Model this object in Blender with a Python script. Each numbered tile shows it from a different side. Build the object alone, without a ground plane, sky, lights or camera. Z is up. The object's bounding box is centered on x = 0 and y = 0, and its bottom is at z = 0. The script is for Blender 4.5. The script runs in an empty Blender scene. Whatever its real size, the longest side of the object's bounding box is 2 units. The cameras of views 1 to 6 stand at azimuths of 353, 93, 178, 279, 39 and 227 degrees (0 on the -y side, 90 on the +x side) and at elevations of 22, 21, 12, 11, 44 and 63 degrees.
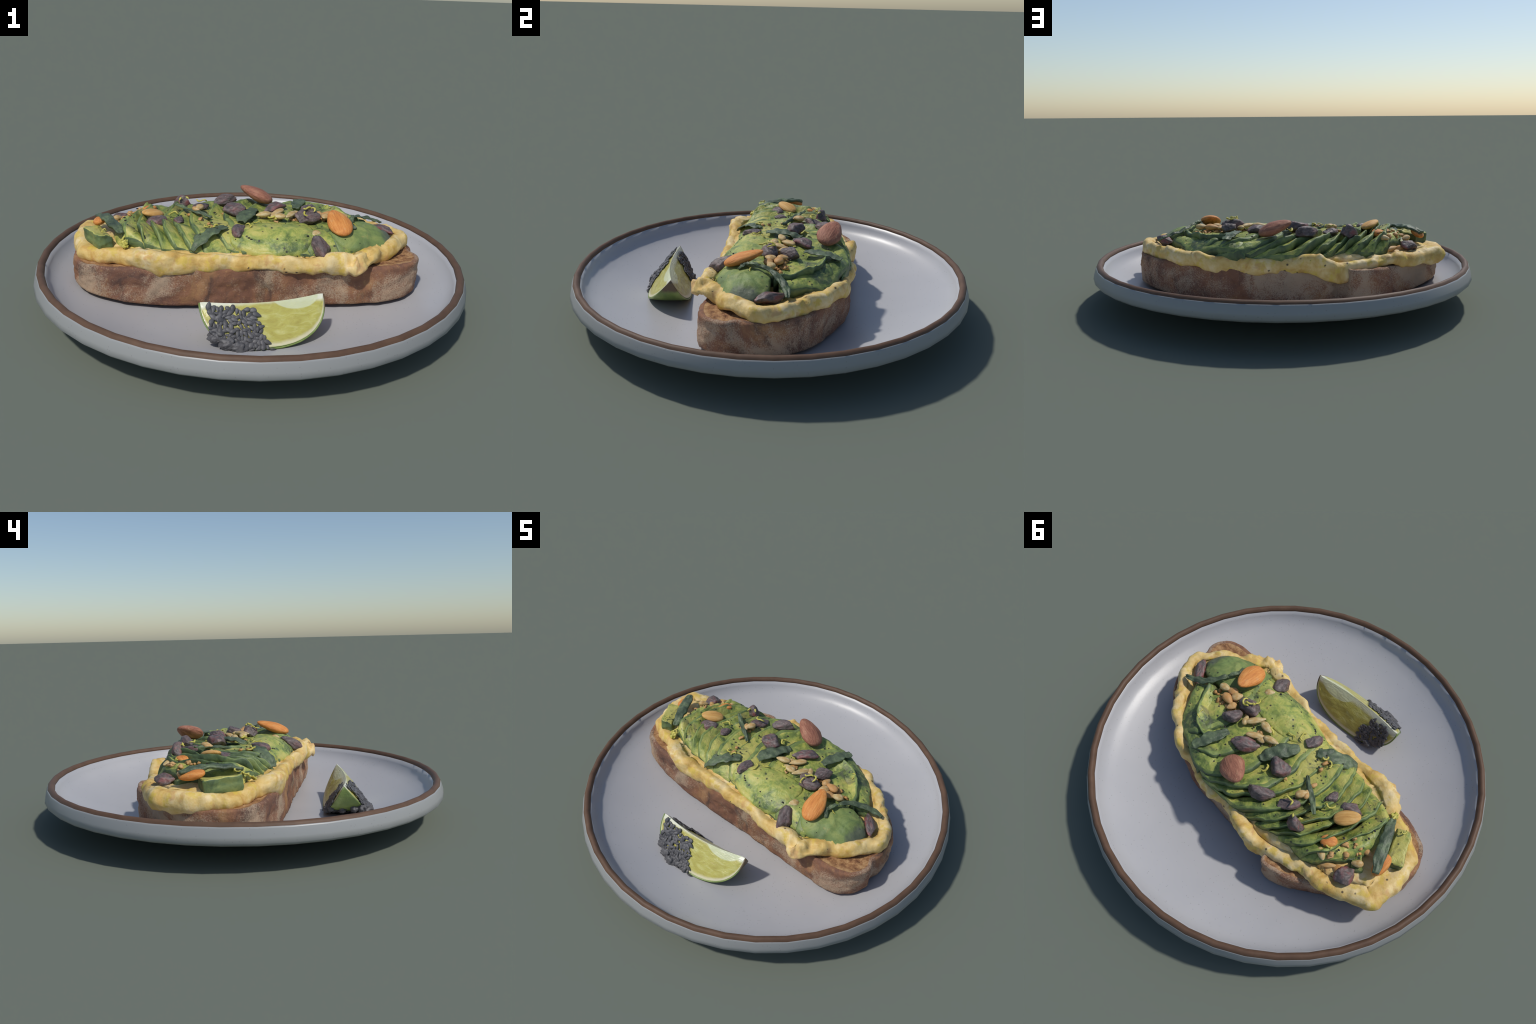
"""Avocado toast with hummus, nuts and raisins on a stoneware plate, with a seeded lime wedge."""
import bpy, bmesh, math, random
import numpy as np
from mathutils import Vector, Matrix, noise

random.seed(11)
TAU = 2 * math.pi

# ------------------------------------------------------------------ helpers
def new_mesh(name, verts, faces, mats, face_mat=None, smooth=True, parent=None):
    me = bpy.data.meshes.new(name)
    me.from_pydata([tuple(v) for v in verts], [], faces)
    for m in mats:
        me.materials.append(m)
    if face_mat is not None:
        me.polygons.foreach_set("material_index", np.array(face_mat, dtype=np.int32))
    me.polygons.foreach_set("use_smooth", np.full(len(me.polygons), smooth))
    me.update()
    bm = bmesh.new(); bm.from_mesh(me)
    bmesh.ops.recalc_face_normals(bm, faces=bm.faces)
    bm.to_mesh(me); bm.free()
    ob = bpy.data.objects.new(name, me)
    bpy.context.collection.objects.link(ob)
    if parent:
        ob.parent = parent
    return ob

def empty(name, label, category, loc=(0, 0, 0)):
    e = bpy.data.objects.new(name, None)
    e.location = loc
    e["label"] = label
    e["category"] = category
    bpy.context.collection.objects.link(e)
    return e

def fbm(p, scale, octaves=3, seed=0.0):
    v, a, s = 0.0, 1.0, scale
    for _ in range(octaves):
        v += a * noise.noise(Vector((p[0] * s + seed, p[1] * s - seed * 1.7, p[2] * s + seed * 0.6)))
        a *= 0.5; s *= 2.03
    return v

def closed_spline(pts, n):
    """Catmull-Rom through a closed list of control points, resampled evenly."""
    P = np.array(pts, float); k = len(P); out = []
    for i in range(k):
        p0, p1, p2, p3 = P[i - 1], P[i], P[(i + 1) % k], P[(i + 2) % k]
        for t in np.linspace(0, 1, 24, endpoint=False):
            out.append(0.5 * (2 * p1 + (p2 - p0) * t + (2 * p0 - 5 * p1 + 4 * p2 - p3) * t * t + (3 * p1 - p0 - 3 * p2 + p3) * t ** 3))
    out = np.array(out + [out[0]])
    s = np.r_[0, np.cumsum(np.linalg.norm(np.diff(out[:, :2], axis=0), axis=1))]
    q = np.linspace(0, s[-1], n, endpoint=False)
    return np.stack([np.interp(q, s, out[:, j]) for j in range(out.shape[1])], 1)

def open_spline(pts, n):
    P = np.array(pts, float)
    P = np.vstack([2 * P[0] - P[1], P, 2 * P[-1] - P[-2]])
    out = []
    for i in range(1, len(P) - 2):
        p0, p1, p2, p3 = P[i - 1], P[i], P[i + 1], P[i + 2]
        for t in np.linspace(0, 1, 20, endpoint=False):
            out.append(0.5 * (2 * p1 + (p2 - p0) * t + (2 * p0 - 5 * p1 + 4 * p2 - p3) * t * t + (3 * p1 - p0 - 3 * p2 + p3) * t ** 3))
    out.append(P[-2]); out = np.array(out)
    s = np.r_[0, np.cumsum(np.linalg.norm(np.diff(out, axis=0), axis=1))]
    q = np.linspace(0, s[-1], n)
    return np.stack([np.interp(q, s, out[:, j]) for j in range(out.shape[1])], 1)

def outward_normals(C):
    t = np.roll(C[:, :2], -1, 0) - np.roll(C[:, :2], 1, 0)
    n = np.stack([t[:, 1], -t[:, 0]], 1)
    n /= np.linalg.norm(n, axis=1)[:, None]
    area = 0.5 * np.sum(C[:, 0] * np.roll(C[:, 1], -1) - np.roll(C[:, 0], -1) * C[:, 1])
    return n if area > 0 else -n

def signed_distance(x, y, C):
    """Distance to a closed outline, positive inside."""
    A = C[:, :2]; B = np.roll(A, -1, 0); p = np.array((x, y)); d = B - A
    t = np.clip(((p - A) * d).sum(1) / (d * d).sum(1), 0, 1)
    dist = np.sqrt((((A + d * t[:, None]) - p) ** 2).sum(1)).min()
    cond = ((A[:, 1] > y) != (B[:, 1] > y))
    with np.errstate(divide='ignore', invalid='ignore'):
        xi = A[:, 0] + (y - A[:, 1]) / (B[:, 1] - A[:, 1]) * d[:, 0]
    inside = (np.sum(cond & (x < xi)) % 2) == 1
    return dist if inside else -dist

# ------------------------------------------------------------------ materials
class Mat:
    """Small wrapper that builds a node tree around one Principled BSDF."""
    def __init__(self, name, rough=0.6, spec=0.5):
        self.m = bpy.data.materials.new(name); self.m.use_nodes = True
        self.nt = self.m.node_tree; self.n = self.nt.nodes
        self.bsdf = self.n["Principled BSDF"]
        self.bsdf.inputs["Roughness"].default_value = rough
        self.bsdf.inputs["Specular IOR Level"].default_value = spec
        self.tc = self.n.new("ShaderNodeTexCoord")
    def link(self, a, b): self.nt.links.new(a, b)
    def coord(self, scale=(1, 1, 1), kind="Object"):
        mp = self.n.new("ShaderNodeMapping"); mp.inputs["Scale"].default_value = scale
        self.link(self.tc.outputs[kind], mp.inputs["Vector"]); return mp.outputs["Vector"]
    def noise(self, scale, detail=4, rough=0.55, vec=None, dist=0.0):
        t = self.n.new("ShaderNodeTexNoise"); t.inputs["Scale"].default_value = scale
        t.inputs["Detail"].default_value = detail; t.inputs["Roughness"].default_value = rough
        t.inputs["Distortion"].default_value = dist
        self.link(vec or self.coord(), t.inputs["Vector"]); return t.outputs["Fac"]
    def voronoi(self, scale, vec=None, out="Distance", rand=1.0):
        t = self.n.new("ShaderNodeTexVoronoi"); t.inputs["Scale"].default_value = scale
        t.inputs["Randomness"].default_value = rand
        self.link(vec or self.coord(), t.inputs["Vector"]); return t.outputs[out]
    def ramp(self, fac, stops, interp="LINEAR"):
        r = self.n.new("ShaderNodeValToRGB"); cr = r.color_ramp; cr.interpolation = interp
        while len(cr.elements) < len(stops): cr.elements.new(0.5)
        for e, (p, c) in zip(cr.elements, stops):
            e.position = p; e.color = (c, c, c, 1) if isinstance(c, (int, float)) else (*c, 1)
        self.link(fac, r.inputs["Fac"]); return r.outputs["Color"]
    def mix(self, fac, a, b, mode="MIX"):
        x = self.n.new("ShaderNodeMix"); x.data_type = "RGBA"; x.blend_type = mode
        for sock, v in ((x.inputs["Factor"], fac), (x.inputs["A"], a), (x.inputs["B"], b)):
            if hasattr(v, "is_linked"): self.link(v, sock)
            elif isinstance(v, (int, float)): sock.default_value = v
            else: sock.default_value = (*v, 1)
        return x.outputs["Result"]
    def math(self, op, a, b=0.0, c=0.0):
        x = self.n.new("ShaderNodeMath"); x.operation = op
        for i, v in enumerate((a, b, c)):
            if hasattr(v, "is_linked"): self.link(v, x.inputs[i])
            else: x.inputs[i].default_value = v
        return x.outputs[0]
    def xyz(self):
        s = self.n.new("ShaderNodeSeparateXYZ"); self.link(self.tc.outputs["Object"], s.inputs[0])
        return s.outputs
    def rand(self):
        return self.n.new("ShaderNodeObjectInfo").outputs["Random"]
    def color(self, c):
        if hasattr(c, "is_linked"): self.link(c, self.bsdf.inputs["Base Color"])
        else: self.bsdf.inputs["Base Color"].default_value = (*c, 1)
    def bump(self, h, strength=0.3, dist=0.01):
        b = self.n.new("ShaderNodeBump"); b.inputs["Strength"].default_value = strength
        b.inputs["Distance"].default_value = dist
        self.link(h, b.inputs["Height"]); self.link(b.outputs["Normal"], self.bsdf.inputs["Normal"])

def mat_glaze():
    m = Mat("stoneware_glaze", 0.37, 0.48)
    base = m.ramp(m.noise(3, 3), [(0.3, (0.415, 0.413, 0.422)), (0.7, (0.445, 0.440, 0.446))])
    v = m.voronoi(62); gate = m.math("GREATER_THAN", m.noise(30, 2), 0.5)
    speck = m.math("MULTIPLY", m.ramp(v, [(0.08, 0.55), (0.18, 0.0)]), gate)
    x, y, z = m.xyz()
    rad = m.math("SQRT", m.math("ADD", m.math("MULTIPLY", x, x), m.math("MULTIPLY", y, y)))
    base = m.mix(m.ramp(rad, [(0.972, 0.0), (0.984, 1.0)]), base, (0.305, 0.31, 0.305))
    m.color(m.mix(speck, base, (0.20, 0.19, 0.19)))
    m.bump(m.noise(120, 2), 0.05, 0.003)
    return m.m

def mat_rim():
    m = Mat("bare_clay_rim", 0.55, 0.3)
    m.color(m.ramp(m.noise(18, 4), [(0.3, (0.100, 0.056, 0.034)), (0.7, (0.135, 0.076, 0.046))]))
    return m.m

def mat_crust():
    m = Mat("bread_crust", 0.78, 0.25)
    tone = m.ramp(m.noise(6, 5, 0.6, dist=0.6), [(0.30, (0.120, 0.066, 0.050)), (0.44, (0.205, 0.100, 0.064)), (0.56, (0.255, 0.122, 0.068)), (0.70, (0.34, 0.185, 0.085))])
    dark = m.ramp(m.noise(7, 5, 0.65, vec=m.coord((1.6, 1.6, 0.6)), dist=0.8), [(0.54, 0.0), (0.66, 0.75)])
    gold = m.ramp(m.noise(70, 4, 0.7), [(0.58, 0.0), (0.72, 0.6)])
    tone = m.mix(gold, tone, (0.42, 0.24, 0.10))
    tone = m.mix(dark, tone, (0.085, 0.055, 0.046))
    grain = m.noise(170, 4, 0.75)
    patch = m.math("MULTIPLY_ADD", m.math("SUBTRACT", m.noise(4.0, 4, 0.55, dist=1.0), 0.5), 2.0, 0.44)
    x, y, z = m.xyz()
    # flour dust: heavier on the far left of the front and along the whole rear side
    left = m.ramp(m.math("MULTIPLY_ADD", x, -1.0, 0.12), [(0.28, 0.0), (0.5, 0.20), (0.95, 0.12)])
    rear = m.ramp(y, [(0.05, 0.0), (0.22, 0.20)])
    right = m.ramp(x, [(0.45, 0.0), (0.72, 0.10)])
    amount = m.math("ADD", m.math("ADD", m.math("ADD", patch, left), rear), right)
    amount = m.math("ADD", amount, m.math("MULTIPLY", m.math("SUBTRACT", grain, 0.5), 1.3))
    flour = m.ramp(amount, [(0.54, 0.0), (0.82, 0.72)])
    m.color(m.mix(flour, tone, (0.47, 0.36, 0.245)))
    m.bump(m.math("ADD", m.noise(90, 4, 0.7), m.noise(20, 3)), 0.5, 0.006)
    return m.m

def mat_crumb():
    m = Mat("toasted_crumb", 0.8, 0.25)
    c = m.ramp(m.noise(26, 5, 0.65), [(0.36, (0.17, 0.075, 0.038)), (0.5, (0.34, 0.18, 0.08)), (0.64, (0.50, 0.31, 0.15))])
    m.color(c); m.bump(m.noise(45, 5, 0.7), 0.8, 0.01)
    return m.m

def mat_hummus():
    m = Mat("hummus", 0.56, 0.35)
    c = m.ramp(m.noise(9, 5, 0.65, dist=0.5), [(0.34, (0.55, 0.33, 0.085)), (0.44, (0.65, 0.44, 0.14)), (0.54, (0.72, 0.53, 0.22)), (0.66, (0.77, 0.61, 0.33))])
    toned = m.ramp(m.noise(20, 3, 0.6), [(0.54, 0.0), (0.64, 0.75)])
    c = m.mix(toned, c, (0.64, 0.46, 0.075))
    blush = m.ramp(m.noise(17, 3, 0.6, dist=0.4), [(0.58, 0.0), (0.68, 0.6)])
    c = m.mix(blush, c, (0.55, 0.30, 0.12))
    speck = m.ramp(m.voronoi(19), [(0.07, 0.9), (0.14, 0.0)])
    speck = m.math("MULTIPLY", speck, m.math("GREATER_THAN", m.noise(8, 1), 0.50))
    m.color(m.mix(speck, c, (0.06, 0.045, 0.035)))
    m.bump(m.noise(26, 4, 0.55), 0.5, 0.009)
    m.bsdf.inputs["Subsurface Weight"].default_value = 0.08
    m.bsdf.inputs["Subsurface Radius"].default_value = (0.02, 0.012, 0.005)
    return m.m

def mat_flesh():
    m = Mat("avocado_flesh", 0.45, 0.45)
    x, y, z = m.xyz()
    streak = m.noise(5.5, 5, 0.6, dist=1.0)
    # yellow heart along the middle of the toast, greener towards the rear and the right end
    d = m.math("ABSOLUTE", m.math("SUBTRACT", y, 0.02))
    tone = m.math("SUBTRACT", m.math("MULTIPLY_ADD", x, -0.20, 0.68), m.math("MULTIPLY", d, 0.75))
    tone = m.math("ADD", tone, m.math("MULTIPLY", m.math("SUBTRACT", streak, 0.5), 2.6))
    tone = m.math("ADD", tone, m.math("MULTIPLY", m.math("SUBTRACT", m.noise(17, 4, 0.62, dist=0.9), 0.5), 1.5))
    c = m.ramp(tone, [(0.08, (0.070, 0.110, 0.040)), (0.30, (0.150, 0.205, 0.052)), (0.48, (0.255, 0.315, 0.070)), (0.64, (0.370, 0.395, 0.088)), (0.86, (0.50, 0.46, 0.12))])
    fine = m.ramp(m.noise(34, 4, 0.62, dist=0.8), [(0.50, 0.0), (0.68, 0.55)])
    c = m.mix(fine, c, (0.44, 0.44, 0.13))
    bruise = m.ramp(m.noise(9, 5, 0.62, dist=1.0), [(0.55, 0.0), (0.66, 0.7)])
    c = m.mix(bruise, c, (0.110, 0.115, 0.066))
    brown = m.ramp(m.noise(20, 3, 0.6), [(0.66, 0.0), (0.75, 0.5)])
    c = m.mix(brown, c, (0.24, 0.17, 0.06))
    speck = m.ramp(m.voronoi(27), [(0.10, 0.95), (0.20, 0.0)])
    speck = m.math("MULTIPLY", speck, m.math("GREATER_THAN", m.noise(10, 2), 0.47))
    m.color(m.mix(speck, c, (0.030, 0.034, 0.028)))
    m.bump(m.noise(22, 5, 0.6, dist=1.0), 0.6, 0.010)
    return m.m

def mat_avo_edge():
    m = Mat("avocado_outer_green", 0.5, 0.4)
    c = m.ramp(m.noise(12, 4, 0.6, dist=0.6), [(0.34, (0.052, 0.080, 0.042)), (0.48, (0.090, 0.134, 0.060)), (0.58, (0.140, 0.195, 0.074)), (0.70, (0.23, 0.28, 0.10))])
    m.color(c); m.bump(m.noise(40, 4), 0.35, 0.006)
    return m.m

def mat_shoulder():
    m = Mat("avocado_green_shoulder", 0.48, 0.42)
    c = m.ramp(m.noise(11, 5, 0.65, dist=0.8), [(0.36, (0.115, 0.165, 0.058)), (0.50, (0.185, 0.245, 0.070)), (0.64, (0.29, 0.34, 0.09))])
    speck = m.math("MULTIPLY", m.ramp(m.voronoi(27), [(0.10, 0.9), (0.20, 0.0)]), m.math("GREATER_THAN", m.noise(10, 2), 0.47))
    m.color(m.mix(speck, c, (0.03, 0.034, 0.028))); m.bump(m.noise(30, 5, 0.65, dist=0.6), 0.5, 0.008)
    return m.m

def mat_end_cap():
    m = Mat("avocado_end_flesh", 0.55, 0.35)
    c = m.ramp(m.noise(9, 5, 0.65, dist=0.8), [(0.30, (0.100, 0.145, 0.055)), (0.48, (0.180, 0.245, 0.075)), (0.66, (0.29, 0.33, 0.10))])
    c = m.mix(m.ramp(m.noise(22, 3), [(0.62, 0.0), (0.74, 0.7)]), c, (0.33, 0.30, 0.10))
    speck = m.math("MULTIPLY", m.ramp(m.voronoi(26), [(0.09, 0.9), (0.18, 0.0)]), m.math("GREATER_THAN", m.noise(10, 1), 0.48))
    c = m.mix(speck, c, (0.04, 0.04, 0.03))
    x, y, z = m.xyz()
    grey = m.ramp(m.math("ADD", x, m.math("MULTIPLY", m.math("SUBTRACT", m.noise(14, 3), 0.5), 0.12)), [(0.600, 0.0), (0.635, 0.8)])
    c = m.mix(grey, c, (0.085, 0.095, 0.080))
    m.color(c); m.bump(m.noise(30, 5, 0.65), 0.6, 0.007)
    return m.m

def mat_almond(name, a, b, c):
    m = Mat(name, 0.6, 0.35)
    v = m.coord((3.5, 24, 24))
    s = m.noise(3.2, 5, 0.65, vec=v, dist=0.4)
    col = m.ramp(s, [(0.3, a), (0.52, b), (0.75, c)])
    dust = m.ramp(m.noise(38, 3, 0.6), [(0.63, 0.0), (0.75, 0.5)])
    m.color(m.mix(dust, col, (0.55, 0.38, 0.22)))
    m.bump(s, 0.7, 0.006)
    return m.m

def mat_raisin():
    m = Mat("dried_berry_skin", 0.5, 0.45)
    n = m.noise(4.2, 5, 0.65, dist=0.7)
    c = m.ramp(n, [(0.30, (0.058, 0.042, 0.041)), (0.48, (0.118, 0.090, 0.085)), (0.66, (0.21, 0.175, 0.160))])
    red = m.ramp(m.noise(2.2, 3), [(0.48, 0.0), (0.64, 0.8)])
    red = m.math("MULTIPLY", red, m.ramp(m.rand(), [(0.1, 0.25), (0.7, 1.0)]))
    c = m.mix(red, c, (0.22, 0.060, 0.058))
    dust = m.ramp(m.noise(10, 3, 0.6), [(0.62, 0.0), (0.74, 0.6)])
    m.color(m.mix(dust, c, (0.34, 0.28, 0.22)))
    m.bump(n, 0.6, 0.006)
    return m.m

def mat_seed():
    m = Mat("sunflower_seed_kernel", 0.55, 0.35)
    n = m.noise(3.0, 4)
    c = m.ramp(n, [(0.3, (0.44, 0.27, 0.09)), (0.5, (0.54, 0.40, 0.18)), (0.7, (0.62, 0.52, 0.31))])
    c = m.mix(m.ramp(m.rand(), [(0.45, 0.0), (0.9, 0.75)]), c, (0.52, 0.235, 0.07))
    m.color(c); m.bump(n, 0.3, 0.005)
    return m.m

def mat_leaf():
    m = Mat("herb_leaf", 0.5, 0.4)
    n = m.noise(16, 5, 0.65, dist=0.6)
    c = m.ramp(n, [(0.3, (0.045, 0.066, 0.040)), (0.5, (0.090, 0.120, 0.068)), (0.64, (0.15, 0.20, 0.10)), (0.78, (0.27, 0.34, 0.17))])
    m.color(c); m.bump(m.noise(60, 4), 0.6, 0.006)
    return m.m

def mat_zest():
    m = Mat("lemon_zest", 0.5, 0.4)
    m.color(m.ramp(m.noise(20, 3), [(0.3, (0.42, 0.38, 0.05)), (0.7, (0.62, 0.56, 0.14))]))
    return m.m

def mat_pepper():
    m = Mat("cracked_pepper", 0.7, 0.3); m.color((0.028, 0.026, 0.024)); return m.m

# Lime: local x runs along the wedge's ridge, radius in the local yz plane
LIME_R, LIME_A, LIME_POW = 0.164, 0.258, 2.4
def mat_pulp(scale):
    m = Mat("lime_pulp", 0.28, 0.5)
    x, y, z = m.xyz()
    rho = m.math("SQRT", m.math("ADD", m.math("MULTIPLY", y, y), m.math("MULTIPLY", z, z)))
    q = m.math("POWER", m.math("ABSOLUTE", m.math("DIVIDE", x, LIME_A)), LIME_POW)
    R = m.math("MULTIPLY", m.math("POWER", m.math("MAXIMUM", m.math("SUBTRACT", 1.0, q), 0.0001), 1 / LIME_POW), LIME_R * scale)
    gap = m.math("SUBTRACT", R, rho)
    wob = m.math("MULTIPLY", m.math("SUBTRACT", m.noise(30, 3), 0.5), 0.010)
    pulp = m.ramp(m.noise(14, 5, 0.6, vec=m.coord((1, 2.5, 2.5)), dist=1.2), [(0.3, (0.42, 0.36, 0.085)), (0.52, (0.49, 0.455, 0.115)), (0.75, (0.60, 0.58, 0.24))])
    rim = m.ramp(m.math("ADD", gap, wob), [(0.010, 1.0), (0.022, 0.0)])
    c = m.mix(rim, pulp, (0.68, 0.64, 0.42))
    edge = m.ramp(m.math("ADD", gap, m.math("MULTIPLY", wob, 0.4)), [(0.0, 1.0), (0.0035, 0.0)])
    c = m.mix(edge, c, (0.34, 0.42, 0.14))
    core = m.ramp(m.math("ADD", rho, wob), [(0.020, 1.0), (0.036, 0.0)])
    c = m.mix(core, c, (0.72, 0.72, 0.56))
    # pale membrane flap along the ridge on the right half
    ex = m.math("DIVIDE", m.math("SUBTRACT", x, 0.135), 0.105)
    er = m.math("DIVIDE", rho, 0.062)
    e = m.math("ADD", m.math("MULTIPLY", ex, ex), m.math("MULTIPLY", er, er))
    flap = m.ramp(m.math("ADD", e, m.math("MULTIPLY", wob, 6.0)), [(0.88, 0.85), (1.02, 0.0)])
    c = m.mix(flap, c, (0.63, 0.66, 0.42))
    m.color(c); m.bump(m.noise(26, 4, 0.6, vec=m.coord((1, 2, 2)), dist=1.0), 0.35, 0.008)
    m.bsdf.inputs["Subsurface Weight"].default_value = 0.1
    m.bsdf.inputs["Subsurface Radius"].default_value = (0.02, 0.02, 0.005)
    return m.m

def mat_rind():
    m = Mat("lime_rind", 0.42, 0.5)
    x, y, z = m.xyz()
    c = m.ramp(m.noise(12, 4), [(0.35, (0.15, 0.225, 0.060)), (0.5, (0.21, 0.29, 0.075)), (0.66, (0.32, 0.40, 0.13))])
    stem = m.ramp(m.math("ADD", x, m.math("MULTIPLY", m.noise(40, 2), 0.01)), [(0.2555, 0.0), (0.2615, 0.9)])
    c = m.mix(stem, c, (0.14, 0.08, 0.05))
    m.color(c); m.bump(m.voronoi(120), 0.25, 0.003)
    return m.m

def mat_sesame():
    m = Mat("black_sesame", 0.5, 0.4)
    c = m.mix(m.ramp(m.rand(), [(0.0, 0.0), (1.0, 1.0)]), (0.060, 0.060, 0.064), (0.120, 0.117, 0.120))
    c = m.mix(m.ramp(m.noise(70, 3), [(0.5, 0.0), (0.8, 0.5)]), c, (0.12, 0.115, 0.115))
    m.color(c); m.bump(m.noise(120, 2), 0.3, 0.002)
    return m.m

M = dict(glaze=mat_glaze(), rim=mat_rim(), crust=mat_crust(), crumb=mat_crumb(), hummus=mat_hummus(), flesh=mat_flesh(),
         edge=mat_avo_edge(), shoulder=mat_shoulder(), cap=mat_end_cap(),
         almond_a=mat_almond("toasted_almond_skin", (0.48, 0.145, 0.035), (0.66, 0.255, 0.06), (0.76, 0.36, 0.11)),
         almond_b=mat_almond("brown_almond_skin", (0.19, 0.075, 0.048), (0.34, 0.140, 0.085), (0.47, 0.23, 0.14)),
         nut=mat_almond("roasted_nut", (0.50, 0.245, 0.065), (0.66, 0.37, 0.11), (0.72, 0.46, 0.18)),
         raisin=mat_raisin(), seed=mat_seed(), leaf=mat_leaf(), zest=mat_zest(), pepper=mat_pepper(),
         pulp_front=mat_pulp(1.27), pulp_back=mat_pulp(1.10), rind=mat_rind(), sesame=mat_sesame())

# ------------------------------------------------------------------ plate
SEG = 44                       # the plate is a visibly faceted ring
PHASE = math.radians(-44.6)
FLOOR = [(0.0, 0.032), (0.30, 0.032), (0.50, 0.035), (0.62, 0.046), (0.72, 0.067), (0.80, 0.091), (0.86, 0.113),
         (0.90, 0.131), (0.925, 0.150), (0.942, 0.174), (0.951, 0.197)]
BOWL_SHIFT = -0.014            # the hand-made bowl sits off-centre under its rim
def sstep(a, b, t):
    t = min(1.0, max(0.0, (t - a) / (b - a))); return t * t * (3 - 2 * t)
def plate_tilt(x, y):
    return 0.0108 * y + 0.0035 * x
def plate_point(r, a, z):
    x = r * math.cos(a); y = r * math.sin(a) + BOWL_SHIFT * (1 - sstep(0.70, 0.955, r))
    return (x, y, max(0.0, z + plate_tilt(x, y)))
def plate_floor(x, y):
    r = math.hypot(x, y)
    for _ in range(4):
        r = math.hypot(x, y - BOWL_SHIFT * (1 - sstep(0.70, 0.955, r)))
    return float(np.interp(r, [p[0] for p in FLOOR], [p[1] for p in FLOOR])) + plate_tilt(x, y)

def lathe(name, profile, mat, parent, close_in=False):
    verts, faces = [], []
    for r, z in profile:
        for k in range(SEG):
            a = PHASE + TAU * k / SEG
            verts.append(plate_point(r, a, z))
    for i in range(len(profile) - 1):
        for k in range(SEG):
            k2 = (k + 1) % SEG
            faces.append((i * SEG + k, i * SEG + k2, (i + 1) * SEG + k2, (i + 1) * SEG + k))
    if close_in:
        faces.append(tuple(range(SEG)))
        faces.append(tuple((len(profile) - 1) * SEG + k for k in range(SEG)))
    return new_mesh(name, verts, faces, [mat], parent=parent)

plate = empty("plate", "round grey speckled stoneware plate with brown rim", "plate")
under = [(0.04, 0.0), (0.50, 0.0), (0.545, 0.003), (0.578, 0.009), (0.68, 0.030), (0.77, 0.059), (0.86, 0.088), (0.92, 0.106), (0.970, 0.122),
         (0.990, 0.130), (1.002, 0.142), (0.998, 0.165), (0.988, 0.196), (0.985, 0.203)]
rimp = [(0.985, 0.203), (0.982, 0.209), (0.976, 0.215), (0.968, 0.2175), (0.960, 0.214), (0.954, 0.206), (0.951, 0.197)]
inner = FLOOR[1:][::-1] + [(0.15, 0.034), (0.04, 0.034)]
body = lathe("plate_body", under + [(0.9815, 0.203), (0.966, 0.209), (0.9535, 0.197)] + inner, M["glaze"], plate, close_in=True)
rim = lathe("plate_rim", rimp + [(0.962, 0.192), (0.975, 0.192), (0.985, 0.203)], M["rim"], plate)
for o in (body, rim):
    o.data.polygons.foreach_set("use_smooth", np.ones(len(o.data.polygons), dtype=bool))

# ------------------------------------------------------------------ toast
toast = empty("avocado_toast", "thick bread slice with hummus, sliced avocado, nuts and raisins", "toast", (0, 0, 0.034))
def put(ob):
    """children are modelled in world space; undo the parent offset"""
    ob.parent = toast
    ob.matrix_parent_inverse = Matrix.Translation((0, 0, -0.034))
    return ob

BREAD = [(-0.830, -0.015), (-0.815, -0.090), (-0.765, -0.165), (-0.66, -0.205), (-0.545, -0.222), (-0.40, -0.236), (-0.27, -0.242),
         (-0.036, -0.245), (0.163, -0.247), (0.359, -0.256), (0.502, -0.264), (0.611, -0.270), (0.70, -0.252), (0.752, -0.205),
         (0.768, -0.140), (0.752, -0.088), (0.768, -0.035), (0.758, 0.060), (0.712, 0.150), (0.632, 0.225), (0.515, 0.297), (0.41, 0.352),
         (0.33, 0.382), (0.292, 0.388), (0.255, 0.402), (0.12, 0.408), (0.0, 0.406), (-0.12, 0.404), (-0.215, 0.412), (-0.262, 0.396), (-0.300, 0.452), (-0.36, 0.462),
         (-0.48, 0.412), (-0.62, 0.310), (-0.735, 0.222), (-0.802, 0.135), (-0.826, 0.060)]
def bread_top(x, y):
    z = 0.232 + 0.010 * max(0.0, x) - 0.018 * max(0.0, -x - 0.2)
    if x > 0.5: z += 0.012 * min(1.0, (x - 0.5) / 0.2)
    return z

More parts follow.
